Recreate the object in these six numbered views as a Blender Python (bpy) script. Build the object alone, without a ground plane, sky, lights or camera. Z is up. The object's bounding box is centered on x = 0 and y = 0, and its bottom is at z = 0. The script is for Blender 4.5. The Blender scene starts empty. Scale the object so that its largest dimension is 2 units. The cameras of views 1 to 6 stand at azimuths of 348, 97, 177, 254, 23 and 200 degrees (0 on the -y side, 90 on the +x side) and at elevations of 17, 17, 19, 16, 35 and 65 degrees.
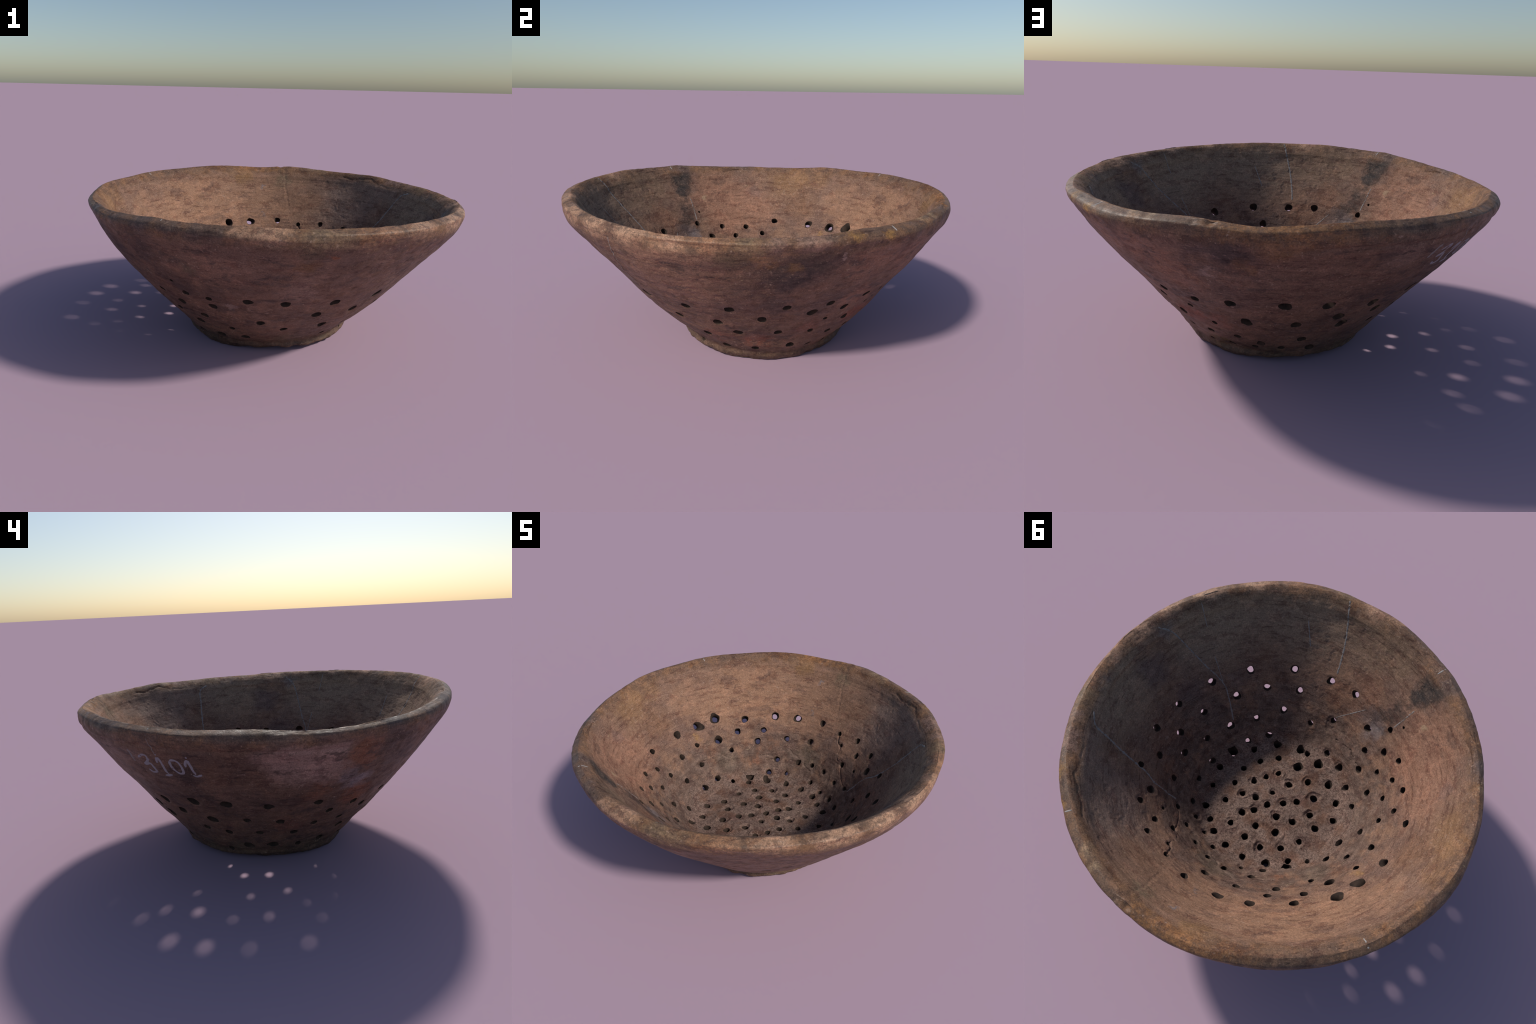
"""A worn, hand-built clay colander: flared bowl on a low foot, pierced all over its lower wall and floor."""
import bpy, bmesh, math, random
import numpy as np
from mathutils import Vector
from mathutils.bvhtree import BVHTree

random.seed(31)
RNG = np.random.default_rng(31)
TAU = 2 * math.pi
AROUND = 880            # columns round the axis

# ----------------------------------------------------------------------------------------------
#  SHAPE: rings of the outer face.  (share of the local height, mean radius, wobble harmonics)
#  wobble = [cos 1, sin 1, cos 2, sin 2, ...]: the pot is hand made and not quite round.
# ----------------------------------------------------------------------------------------------
RINGS = [
    (0.000, 0.4083, [0.0126, 0.0240, 0.0253, 0.0140, -0.0082, -0.0066, -0.0043, 0.0006, 0.0052, 0.0006]),
    (0.030, 0.4458, [0.0027, 0.0286, 0.0093, 0.0035, -0.0017, -0.0029, 0.0012, 0.0039, 0.0011, -0.0016]),
    (0.070, 0.4558, [-0.0049, 0.0328, 0.0095, 0.0046, 0.0035, -0.0025, 0.0028, 0.0059, -0.0001, -0.0005]),
    (0.120, 0.4883, [-0.0030, 0.0300, 0.0103, 0.0067, 0.0034, -0.0002, 0.0005, 0.0044, 0.0033, 0.0017]),
    (0.200, 0.5418, [-0.0002, 0.0240, 0.0079, 0.0023, -0.0030, -0.0051, -0.0014, 0.0003, 0.0025, -0.0022]),
    (0.300, 0.6129, [-0.0011, 0.0169, 0.0074, 0.0006, -0.0042, -0.0066, -0.0004, 0.0012, 0.0026, -0.0007]),
    (0.450, 0.7085, [-0.0032, 0.0084, 0.0077, -0.0031, -0.0040, -0.0063, 0.0001, 0.0007, 0.0022, -0.0018]),
    (0.630, 0.8275, [-0.0011, 0.0057, 0.0077, -0.0048, -0.0014, -0.0024, 0.0007, -0.0020, 0.0005, -0.0053]),
    (0.800, 0.9257, [0.0025, 0.0020, 0.0067, -0.0111, -0.0020, -0.0011, -0.0017, -0.0055, -0.0008, -0.0040, -0.0023, -0.0004, 0.0012, 0.0021]),
    (0.920, 0.9842, [0.0036, 0.0023, 0.0040, -0.0144, -0.0026, 0.0019, -0.0017, -0.0059, 0.0002, -0.0001, -0.0018, -0.0015, 0.0030, 0.0023, 0.0002, -0.0018, 0.0015, 0.0002, -0.0011, -0.0001]),
    (0.965, 0.9911, [0.0042, 0.0015, 0.0069, -0.0136, -0.0034, 0.0048, -0.0016, -0.0027, 0.0005, 0.0005, -0.0019, 0.0004, 0.0004, 0.0011, -0.0000, 0.0002, 0.0005, 0.0016, -0.0002, 0.0002]),
    (0.985, 0.9842, [0.0068, 0.0015, 0.0089, -0.0148, -0.0033, 0.0034, 0.0010, -0.0016, 0.0024, 0.0004, -0.0012, 0.0012, -0.0012, 0.0003, 0.0019, 0.0007, -0.0007, 0.0010, -0.0001, -0.0015]),
    (1.000, 0.9573, [0.0055, 0.0013, 0.0115, -0.0149, -0.0007, 0.0004, 0.0049, -0.0042, 0.0001, -0.0001, -0.0015, -0.0002, -0.0024, -0.0006, 0.0010, -0.0003, -0.0009, 0.0011, -0.0014, -0.0010]),
]
# height of the lip round the bowl: mean, and harmonics of the same kind
LIP_HEIGHT = (0.7862, [-0.0044, -0.0069, -0.0148, -0.0001, 0.0026, 0.0022, -0.0032, -0.0012, 0.0003, 0.0007, 0.0000, -0.0004, 0.0004, 0.0010, -0.0012, 0.0000, 0.0001, -0.0012, 0.0005, -0.0003, 0.0014, 0.0002, -0.0002, 0.0013])
# thickness of the wall, measured level: (azimuth in degrees, metres)
THICKNESS = [(0, .094), (20, .088), (45, .088), (65, .095), (90, .100), (110, .108), (125, .102), (140, .094),
             (155, .086), (175, .090), (195, .096), (210, .100), (250, .098), (290, .096), (330, .100), (360, .094)]
FLOOR_Z = .106

# ----------------------------------------------------------------------------------------------
#  HOLES, punched one by one with a stick
# ----------------------------------------------------------------------------------------------
# floor holes run straight down: (azimuth, distance from the axis, width)
FLOOR_HOLES = [
    (303.9, 0.034, 0.027), (70.4, 0.056, 0.038), (171.9, 0.064, 0.038), (20.2, 0.104, 0.036), (118.8, 0.116, 0.039),
    (245.0, 0.123, 0.037), (192.6, 0.135, 0.037), (55.2, 0.135, 0.037), (310.6, 0.143, 0.032), (339.4, 0.158, 0.034),
    (282.2, 0.160, 0.033), (148.2, 0.180, 0.038), (12.6, 0.184, 0.033), (80.8, 0.197, 0.038), (47.6, 0.201, 0.040),
    (114.2, 0.208, 0.042), (228.7, 0.225, 0.040), (175.3, 0.230, 0.040), (201.7, 0.232, 0.047), (256.1, 0.246, 0.050),
    (358.2, 0.250, 0.036), (310.6, 0.253, 0.037), (335.0, 0.262, 0.035), (285.7, 0.263, 0.040), (23.7, 0.279, 0.036),
    (76.9, 0.283, 0.040), (53.3, 0.286, 0.036), (140.6, 0.297, 0.035), (163.8, 0.297, 0.045), (119.4, 0.300, 0.040),
    (97.1, 0.302, 0.040), (216.2, 0.329, 0.041), (312.6, 0.337, 0.037), (240.4, 0.338, 0.044), (256.0, 0.343, 0.026),
    (264.3, 0.347, 0.040), (288.5, 0.347, 0.039), (196.8, 0.359, 0.039), (179.9, 0.363, 0.038), (8.8, 0.366, 0.033),
    (350.2, 0.375, 0.037), (41.2, 0.382, 0.037), (123.9, 0.382, 0.033), (331.5, 0.383, 0.045), (68.3, 0.387, 0.037),
    (105.3, 0.387, 0.040), (85.7, 0.387, 0.034), (52.8, 0.390, 0.038), (28.4, 0.392, 0.040), (121.4, 0.418, 0.035),
]
# wall holes: (azimuth and radius of the inner mouth, width[, azimuth and height of the outer mouth])
WALL_HOLES = [
    (38.1, 0.448, 0.031, 38.1, 0.082), (51.1, 0.438, 0.027, 50.3, 0.073), (138.0, 0.421, 0.028, 138.1, 0.063),
    (209.4, 0.423, 0.036, 209.0, 0.078), (315.1, 0.394, 0.034), (349.7, 0.427, 0.037, 349.4, 0.081),
    (7.8, 0.446, 0.031, 6.7, 0.091), (26.2, 0.459, 0.035, 25.4, 0.102), (45.0, 0.514, 0.030, 45.0, 0.164),
    (58.0, 0.516, 0.029, 57.3, 0.163), (64.7, 0.444, 0.031, 64.0, 0.075), (69.9, 0.515, 0.030, 70.2, 0.161),
    (81.4, 0.509, 0.033, 80.6, 0.127), (89.3, 0.445, 0.028, 90.6, 0.094), (98.6, 0.500, 0.037, 99.2, 0.162),
    (104.4, 0.436, 0.035, 105.3, 0.087), (149.5, 0.460, 0.042, 150.7, 0.099), (164.1, 0.449, 0.046, 164.2, 0.101),
    (193.3, 0.442, 0.034, 192.8, 0.096), (217.4, 0.500, 0.040, 217.2, 0.172), (226.6, 0.417, 0.042, 225.5, 0.089),
    (242.6, 0.414, 0.037, 242.0, 0.098), (296.1, 0.397, 0.036, 294.4, 0.094), (304.2, 0.478, 0.037),
    (323.3, 0.488, 0.044), (342.1, 0.509, 0.036, 342.3, 0.171), (16.5, 0.555, 0.035, 16.6, 0.216),
    (33.3, 0.531, 0.030), (47.8, 0.584, 0.034, 47.8, 0.257), (113.3, 0.569, 0.043),
    (132.1, 0.553, 0.032, 132.3, 0.212), (156.6, 0.545, 0.031, 157.9, 0.201), (174.1, 0.527, 0.035, 173.7, 0.188),
    (181.8, 0.592, 0.030, 181.8, 0.247), (194.4, 0.589, 0.032, 194.1, 0.251), (200.6, 0.519, 0.036, 199.8, 0.174),
    (209.7, 0.573, 0.030), (224.4, 0.554, 0.037, 224.4, 0.239), (252.2, 0.535, 0.036, 252.7, 0.244),
    (265.1, 0.478, 0.033, 264.8, 0.185), (285.7, 0.507, 0.041, 285.3, 0.205), (359.0, 0.550, 0.040, 359.0, 0.213),
    (8.8, 0.635, 0.038, 9.3, 0.317), (28.0, 0.647, 0.043, 28.4, 0.340), (36.5, 0.602, 0.019, 36.5, 0.281),
    (42.8, 0.649, 0.035, 42.5, 0.339), (56.4, 0.641, 0.022, 55.9, 0.326), (77.3, 0.602, 0.039),
    (93.7, 0.593, 0.038, 94.4, 0.280), (109.2, 0.614, 0.039), (125.5, 0.623, 0.042, 125.4, 0.314),
    (138.8, 0.610, 0.046, 139.2, 0.288), (152.9, 0.628, 0.029, 154.0, 0.295), (166.1, 0.620, 0.036, 167.1, 0.284),
    (186.0, 0.650, 0.031, 185.8, 0.320), (202.1, 0.633, 0.032, 202.4, 0.309), (217.3, 0.623, 0.039, 217.1, 0.317),
    (232.6, 0.610, 0.039), (277.3, 0.589, 0.042, 277.3, 0.300), (295.6, 0.597, 0.044),
    (313.2, 0.591, 0.044), (334.3, 0.597, 0.037, 333.9, 0.280), (351.7, 0.607, 0.040, 351.7, 0.281),
    (17.5, 0.697, 0.035, 17.4, 0.395), (34.5, 0.693, 0.035, 34.1, 0.391), (48.7, 0.699, 0.035, 48.9, 0.404),
    (61.2, 0.677, 0.031, 60.8, 0.386), (73.8, 0.689, 0.039), (89.6, 0.685, 0.048, 90.0, 0.402),
    (102.7, 0.679, 0.047, 103.4, 0.399), (120.2, 0.672, 0.045, 120.4, 0.375), (136.8, 0.708, 0.052, 136.4, 0.405),
    (148.0, 0.708, 0.048, 148.4, 0.404), (160.7, 0.713, 0.040, 162.6, 0.393), (179.7, 0.715, 0.037, 179.2, 0.394),
    (195.4, 0.678, 0.034, 195.1, 0.352), (209.4, 0.670, 0.032), (224.1, 0.677, 0.033, 223.6, 0.397),
    (248.6, 0.662, 0.042, 248.6, 0.398), (262.8, 0.662, 0.043, 262.6, 0.394), (282.0, 0.669, 0.045, 281.8, 0.388),
    (303.4, 0.670, 0.049, 303.3, 0.382), (323.3, 0.679, 0.043, 323.2, 0.382), (342.3, 0.687, 0.038, 342.3, 0.376),
    (358.3, 0.695, 0.040, 358.5, 0.388), (220.9, 0.724, 0.014),
]
# pits on the outside that do not come through: (azimuth, height)
BLIND_HOLES = [
    (233.3, 0.385), (235.8, 0.159), (326.5, 0.054), (62.8, 0.242), (77.1, 0.086), (143.2, 0.198),
    (178.9, 0.088),
]
# mouths that are chipped wide open on the inside: (azimuth, radius, how much wider)
CHIPPED = [(137, .707, 1.35), (148, .710, 1.4), (160, .712, 1.3), (139, .613, 1.25), (103, .683, 1.2),
           (90, .689, 1.2), (150, .460, 1.25), (28, .646, 1.2)]


# ----------------------------------------------------------------------------------------------
#  NOISE for relief (seeded lattice noise)
# ----------------------------------------------------------------------------------------------
def lattice(i, j, k, seed):
    h = (i * 374761393 + j * 668265263 + k * 2147483647 + seed * 1274126177) & 0xFFFFFFFF
    h = ((h ^ (h >> 13)) * 1274126177) & 0xFFFFFFFF
    h = ((h ^ (h >> 16)) * 2246822519) & 0xFFFFFFFF
    return ((h ^ (h >> 15)) & 0xFFFF) / 32767.5 - 1.0


def noise(p, seed):
    f = np.floor(p)
    t = p - f
    i = f.astype(np.int64)
    t = t * t * t * (t * (t * 6 - 15) + 10)
    out = 0.0
    for a in (0, 1):
        for b in (0, 1):
            for c in (0, 1):
                w = (t[:, 0] if a else 1 - t[:, 0]) * (t[:, 1] if b else 1 - t[:, 1]) * (t[:, 2] if c else 1 - t[:, 2])
                out = out + w * lattice(i[:, 0] + a, i[:, 1] + b, i[:, 2] + c, seed)
    return out


# ----------------------------------------------------------------------------------------------
#  PROFILE
# ----------------------------------------------------------------------------------------------
AZ = np.linspace(0, TAU, AROUND, endpoint=False)


def wobble(mean, waves, az):
    v = np.full_like(az, mean)
    for n in range(len(waves) // 2):
        v = v + waves[2 * n] * np.cos((n + 1) * az) + waves[2 * n + 1] * np.sin((n + 1) * az)
    return v


def spline_weights(knots, x):
    """Cubic Hermite weights with three-point tangents."""
    n = len(knots)
    tang = np.zeros((n, n))
    for i in range(n):
        if i == 0 or i == n - 1:
            a, b = (0, 1) if i == 0 else (n - 2, n - 1)
            d = knots[b] - knots[a]
            tang[i, a], tang[i, b] = -1 / d, 1 / d
        else:
            h0, h1 = knots[i] - knots[i - 1], knots[i + 1] - knots[i]
            tang[i, i - 1] -= h1 / h0 / (h0 + h1)
            tang[i, i] += h1 / h0 / (h0 + h1) - h0 / h1 / (h0 + h1)
            tang[i, i + 1] += h0 / h1 / (h0 + h1)
    w = np.zeros((len(x), n))
    for k, v in enumerate(x):
        j = min(max(int(np.searchsorted(knots, v, "right")) - 1, 0), n - 2)
        h = knots[j + 1] - knots[j]
        t = (v - knots[j]) / h
        w[k, j] += 2 * t ** 3 - 3 * t * t + 1
        w[k, j + 1] += 3 * t * t - 2 * t ** 3
        w[k] += h * (t ** 3 - 2 * t * t + t) * tang[j] + h * (t ** 3 - t * t) * tang[j + 1]
    return w


KNOTS = np.array([r[0] for r in RINGS])
RING_R = np.stack([wobble(r[1], r[2], AZ) for r in RINGS])
HEIGHT = wobble(LIP_HEIGHT[0], LIP_HEIGHT[1], AZ)
FINE = np.linspace(0, 1, 400)
FINE_R = spline_weights(KNOTS, FINE) @ RING_R          # outer radius by share of height and azimuth
def step(x, lo, hi):
    t = np.clip((x - lo) / (hi - lo), 0, 1)
    return t * t * (3 - 2 * t)


# soft swells of the whole wall: (azimuth, spread, metres, height, spread in height)
for az, spread, more, at, reach in ((163, 14, .014, .46, .11), (252, 13, .017, .20, .09), (58, 13, -.012, .62, .10), (210, 12, -.006, .55, .10)):
    away = (np.degrees(AZ) - az + 180) % 360 - 180
    FINE_R += more * np.exp(-(away / spread) ** 2)[None] * np.exp(-((FINE[:, None] * HEIGHT[None] - at) / reach) ** 2)
_t = np.array(THICKNESS)
THICK = np.interp(np.degrees(AZ), _t[:, 0], _t[:, 1])
COL = np.arange(AROUND)


def outer_radius(z, col=COL):
    s = np.clip(z / HEIGHT[col], 0, 1) * (len(FINE) - 1)
    i = np.minimum(s.astype(int), len(FINE) - 2)
    a = s - i
    return FINE_R[i, col] * (1 - a) + FINE_R[i + 1, col] * a


# places where the potter's thumb left the wall thinner or thicker: (azimuth, spread, metres, share of it at height z)
THUMB = [(197, 15, -.024, lambda z: step(z, .46, .60)), (62, 18, .012, lambda z: 1 - step(z, .45, .55)),
         (245, 16, -.008, lambda z: 1 - step(z, .36, .46)), (238, 26, .010, lambda z: step(z, .42, .50) * (1 - step(z, .56, .64)))]


def inner_radius(z, col=COL):
    t = THICK[col] + 0 * z
    for az, spread, more, share in THUMB:
        away = (np.degrees(AZ[col]) - az + 180) % 360 - 180
        t = t + more * np.exp(-(away / spread) ** 2) * share(z)
    return outer_radius(z, col) - t


def bezier(p, t):
    return ((1 - t) ** 3 * p[0] + 3 * t * (1 - t) ** 2 * p[1] + 3 * t * t * (1 - t) * p[2] + t ** 3 * p[3])


def floor_height(share):
    return FLOOR_Z - .006 * share ** 2 + .006 * (1 - share) ** 2


rows_r, rows_z, rows_kind = [], [], []


def row(r, z, kind):
    rows_r.append(r + 0 * AZ)
    rows_z.append(z + 0 * AZ)
    rows_kind.append(kind)


for k in np.linspace(.012, .985, 44):                   # sole, hollowed a little
    row(k * RING_R[0], .012 * (1 - k * k) ** .5, "sole")
arc = np.concatenate([[0], np.cumsum(np.hypot(np.diff(FINE_R.mean(1)), np.diff(FINE) * HEIGHT.mean()))])
for f in np.interp(np.linspace(0, arc[-1], 215), arc, FINE):
    row(outer_radius(f * HEIGHT), f * HEIGHT, "outside")
z_join = HEIGHT - .062
r_join, crest = inner_radius(z_join), RING_R[-1]
for t in np.linspace(0, 1, 20)[1:]:
    row(bezier((crest, crest - .020, r_join + .020, r_join), t), bezier((HEIGHT, HEIGHT - .001, z_join + .030, z_join), t), "lip")
z_low = .172
for t in np.linspace(0, 1, 150)[1:]:
    z = z_join + (z_low - z_join) * t
    row(inner_radius(z), z, "inside")
r_low, r_mid = inner_radius(z_low + 0 * AZ), inner_radius(.118 + 0 * AZ)
r_floor = r_mid - .075
z_edge = floor_height(1.0) + .020 * np.exp(-(((np.degrees(AZ) - 240 + 180) % 360 - 180) / 26) ** 2)
for t in np.linspace(0, 1, 14)[1:]:
    row(bezier((r_low, .25 * r_low + .75 * r_mid, r_mid - .018, r_floor), t), bezier((z_low, .128, z_edge + .007, z_edge), t), "inside")
for k in np.linspace(1, .012, 66)[1:]:
    heap = .020 * np.exp(-((k - 1.0) / .22) ** 2) * np.exp(-(((np.degrees(AZ) - 240 + 180) % 360 - 180) / 26) ** 2)
    row(k * r_floor, floor_height(k) + heap, "floor")

R, Z = np.stack(rows_r), np.stack(rows_z)
NROW = len(R)
P = np.stack([R * np.cos(AZ), R * np.sin(AZ), Z], -1)
kind = np.array(rows_kind)
inside_row = np.isin(kind, ("lip", "inside", "floor"))


def grid_normals(p):
    du = np.roll(p, -1, 1) - np.roll(p, 1, 1)
    dv = np.gradient(p, axis=0)
    n = np.cross(du, dv)
    return n / np.maximum(np.linalg.norm(n, axis=-1, keepdims=True), 1e-12)


N = grid_normals(P)


def column(az_deg):
    return int(round((az_deg % 360) / 360 * AROUND)) % AROUND


def wall_row(az_deg, radius):
    """Grid row of the inner wall with this radius at this azimuth."""
    c = column(az_deg)
    rows = np.where(np.isin(kind, ("inside", "floor")))[0]
    return rows[np.abs(R[rows, c] - radius).argmin()], c


def outside_row(az_deg, z):
    c = column(az_deg)
    rows = np.where(kind == "outside")[0]
    return rows[np.abs(Z[rows, c] - z).argmin()], c


# ----------------------------------------------------------------------------------------------
#  HOLE AXES
# ----------------------------------------------------------------------------------------------
holes = []                                               # (inner mouth, outer mouth, radius, chip, through)
for az, rad, wide in FLOOR_HOLES:
    a = math.radians(az)
    q = np.array([rad * math.cos(a), rad * math.sin(a), FLOOR_Z])
    lean = RNG.normal(0, .004, 2)
    holes.append((q, np.array([q[0] + lean[0], q[1] + lean[1], 0.004]), wide / 2, RNG.uniform(1.0, 1.15), True))
chips = {(a, r): c for a, r, c in CHIPPED}
for h in WALL_HOLES:
    i, c = wall_row(h[0], h[1])
    q, n = P[i, c], N[i, c]
    if len(h) > 3:
        j, d = outside_row(h[3], h[4])
        o = P[j, d]
    else:
        o = q - n * .074
    chip = min((1.0 + abs(a - h[0]) + 99 * abs(r - h[1]), k) for (a, r), k in chips.items())
    holes.append((q, o, h[2] * .49, chip[1] if chip[0] < 2.6 else RNG.uniform(1.0, 1.1), True))
for az, z in BLIND_HOLES:
    j, d = outside_row(az, z)
    holes.append((P[j, d] - N[j, d] * .03, P[j, d], RNG.uniform(.013, .019), 1.0, False))

# ----------------------------------------------------------------------------------------------
#  RELIEF: hand lumps, wiping lines, pitted floor, rings round the holes, cracks
# ----------------------------------------------------------------------------------------------
flat = P.reshape(-1, 3)
kinds = np.repeat(kind, AROUND)
is_in = np.repeat(inside_row, AROUND)
is_floor = (kinds == "floor") | ((kinds == "inside") & (flat[:, 2] < .16))
az_all = np.tile(AZ, NROW)
top = np.tile(HEIGHT, NROW)
side = np.where(is_in, 17.3, 0.0)[:, None]
q = flat + side
lift = .0030 * noise(q / .16, 1) + .0010 * noise(q / .06, 2) + .0005 * noise(q / .025, 3) + .0003 * noise(q / .012, 4)
# wiping lines run round the pot
round_q = np.stack([np.cos(az_all) * 2.2, np.sin(az_all) * 2.2, flat[:, 2] * 42], 1) + side
lift += .0005 * noise(round_q, 5) + .0003 * noise(round_q * np.array([1.6, 1.6, 2.3]), 6)
# floor and foot are rougher
lift += np.where(is_in, 1 - step(flat[:, 2], .16, .36), 0) * (.0014 * noise(q / .04, 7) + .0010 * noise(q / .014, 8))
foot = np.where(~is_in, 1 - step(flat[:, 2], .05, .13), 0)
lift += foot * (.0050 * noise(q / .05, 9) + .0020 * noise(q / .02, 10))
# the lip was pinched: small dents
lip = step(flat[:, 2], top - .07, top - .02)
lift += lip * (.0012 * noise(q / np.array([.06, .06, .09]), 11) + .0005 * noise(q / .02, 12))
# shallow flakes have come away from both faces
flake = noise(q / .05, 13) + .4 * noise(q / .016, 14)
lift -= .0016 * step(flake, .48, .56) * (1 - .4 * lip)

# rings pressed up or worn down round the inner mouths
for n, (a, b, rad, chip, through) in enumerate(holes):
    if not through:
        continue
    near = np.where((np.abs(flat[:, 0] - a[0]) < .07) & (np.abs(flat[:, 1] - a[1]) < .07) & is_in)[0]
    d = np.linalg.norm(flat[near] - a, axis=1) / rad
    floor_like = a[2] < .16
    depth = RNG.uniform(.003, .008) if floor_like else RNG.uniform(.001, .003)
    d = d + .45 * noise(flat[near] / .022 + n, 21)
    lift[near] -= depth * (1 - step(d, 1.1, 1.9))
    lift[near] += (RNG.uniform(0, .0045) if floor_like else .0010) * np.clip(.6 + 1.2 * noise(flat[near] / .05 + 3 * n, 22), 0, 1.6) * np.exp(-((d - 2.0) / .35) ** 2)
for a, b, rad, chip, through in holes:                   # outer mouths sink in a little too
    near = np.where((np.abs(flat[:, 0] - b[0]) < .06) & (np.abs(flat[:, 1] - b[1]) < .06) & ~is_in)[0]
    d = np.linalg.norm(flat[near] - b, axis=1) / rad
    lift[near] -= .003 * (1 - step(d, .9, 1.8))


def polyline_distance(points, line):
    best = np.full(len(points), 9.0)
    for a, b in zip(line[:-1], line[1:]):
        a, b = np.array(a), np.array(b)
        ab = b - a
        t = np.clip(((points - a) @ ab) / (ab @ ab), 0, 1)
        best = np.minimum(best, np.linalg.norm(points - a - t[:, None] * ab, axis=1))
    return best


# cracks, steps and gaps: (line, half width, depth, on the inside)
CRACKS = [
    ([(-.207, -.413, .242), (-.266, -.397, .249), (-.313, -.373, .247), (-.340, -.350, .235)], .0045, .009, True),
    ([(-.363, -.326, .225), (-.403, -.299, .224)], .005, .008, True),
    ([(.481, .146, .208), (.473, .219, .229), (.474, .259, .246), (.436, .314, .238), (.409, .360, .243),
      (.378, .446, .299), (.344, .492, .323), (.359, .531, .376), (.330, .559, .391), (.325, .598, .429)], .0038, .006, True),
    ([(.359, .531, .376), (.330, .559, .391), (.325, .598, .429)], .005, .009, True),
    ([(-.810, .334, .662), (-.824, .305, .667), (-.856, .270, .685)], .004, .004, True),
    ([(.804, .475, .745), (.745, .549, .738), (.699, .602, .735), (.662, .646, .738)], .008, .0035, True),
    ([(.86, .30, .715), (.835, .39, .72), (.804, .475, .740)], .007, .002, True),
    ([(-.835, -.366, .750), (-.880, -.274, .752)], .007, .006, True),
    ([(-.529, -.759, .788), (-.612, -.708, .778)], .007, .005, True),
    ([(.170, .462, .194), (.031, .528, .259), (-.039, .552, .296)], .006, .004, True),
    ([(-.056, -.932, .803), (-.076, -.873, .720), (-.095, -.809, .632)], .004, .004, True),
    ([(.831, -.427, .743), (.708, -.466, .607), (.491, -.437, .406), (.390, -.326, .227)], .004, .003, True),
    ([(.852, .201, .713), (.715, .221, .508), (.579, .257, .377), (.474, .259, .246)], .006, .003, True),
    ([(.291, .865, .776), (.278, .794, .669), (.281, .707, .546)], .010, .0025, True),
    ([(.210, .764, .454), (.170, .804, .492), (.135, .853, .546), (.106, .893, .591)], .005, .004, False),
    ([(.884, -.479, .727), (.850, -.488, .671), (.790, -.490, .595), (.725, -.486, .530), (.688, -.448, .467)], .005, .004, False),
    ([(-.695, .715, .746), (-.663, .685, .673)], .004, .003, False),
]
for line, half, depth, inner in CRACKS:
    arr = np.array(line)
    pool = flat[is_in == inner]                          # snap the line to the clay
    arr = np.array([pool[((pool - v) ** 2).sum(1).argmin()] for v in arr])
    lo, hi = arr.min(0) - .06, arr.max(0) + .06
    near = np.where(((flat > lo) & (flat < hi)).all(1) & (is_in == inner))[0]
    d = polyline_distance(flat[near] + .006 * np.stack([noise(flat[near] / .03, 31 + k) for k in range(3)], 1), arr)
    lift[near] -= depth * (1 - step(d, half * .35, half))
# a groove under the lip outside, round the back and the left
under = np.exp(-((flat[:, 2] - top + .082) / .010) ** 2) * np.where(is_in, 0, 1)
lift -= .0045 * under * step(np.cos(az_all - math.radians(142)), .2, .8)
# chip missing from the lip
for c, rad, depth in (((.268, .918, .795), .022, .009), ((.33, .91, .79), .016, .004)):
    d = np.linalg.norm((flat - np.array(c)) * np.array([1, 1, .8]), axis=1)
    lift -= depth * (1 - step(d, rad * .4, rad * 1.2))

P2 = P + (N.reshape(-1, 3) * lift[:, None]).reshape(P.shape)
P2[..., 2] = np.maximum(P2[..., 2], 0.0)
low = P2[..., 2].min()
P2[..., 2] -= low


# ----------------------------------------------------------------------------------------------
#  BODY MESH, then the holes are cut
# ----------------------------------------------------------------------------------------------
def grid_mesh():
    verts = P2.reshape(-1, 3)
    first = np.array([[0, 0, P2[0, :, 2].mean()]])
    last = np.array([[0, 0, P2[-1, :, 2].mean()]])
    verts = np.concatenate([verts, first, last])
    i = np.arange(NROW - 1)[:, None] * AROUND
    c, d = COL[None], (COL[None] + 1) % AROUND
    quads = np.stack([i + c, i + d, i + AROUND + d, i + AROUND + c], -1).reshape(-1, 4)
    nv = NROW * AROUND
    fan0 = np.stack([np.full(AROUND, nv), (COL + 1) % AROUND, COL], 1)
    e = (NROW - 1) * AROUND
    fan1 = np.stack([np.full(AROUND, nv + 1), e + COL, e + (COL + 1) % AROUND], 1)
    me = bpy.data.meshes.new("body")
    loops = np.concatenate([quads.ravel(), fan0.ravel(), fan1.ravel()])
    sizes = np.concatenate([np.full(len(quads), 4), np.full(2 * AROUND, 3)])
    starts = np.concatenate([[0], np.cumsum(sizes)[:-1]])
    me.vertices.add(len(verts))
    me.vertices.foreach_set("co", verts.astype(np.float32).ravel())
    me.loops.add(len(loops))
    me.loops.foreach_set("vertex_index", loops.astype(np.int32))
    me.polygons.add(len(sizes))
    me.polygons.foreach_set("loop_start", starts.astype(np.int32))
    slot = np.concatenate([np.repeat(np.where(inside_row[1:], 1, 0), AROUND), np.zeros(AROUND, int), np.ones(AROUND, int)])
    me.polygons.foreach_set("material_index", slot.astype(np.int32))
    me.update(calc_edges=True)
    me.validate()
    return me


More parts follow.
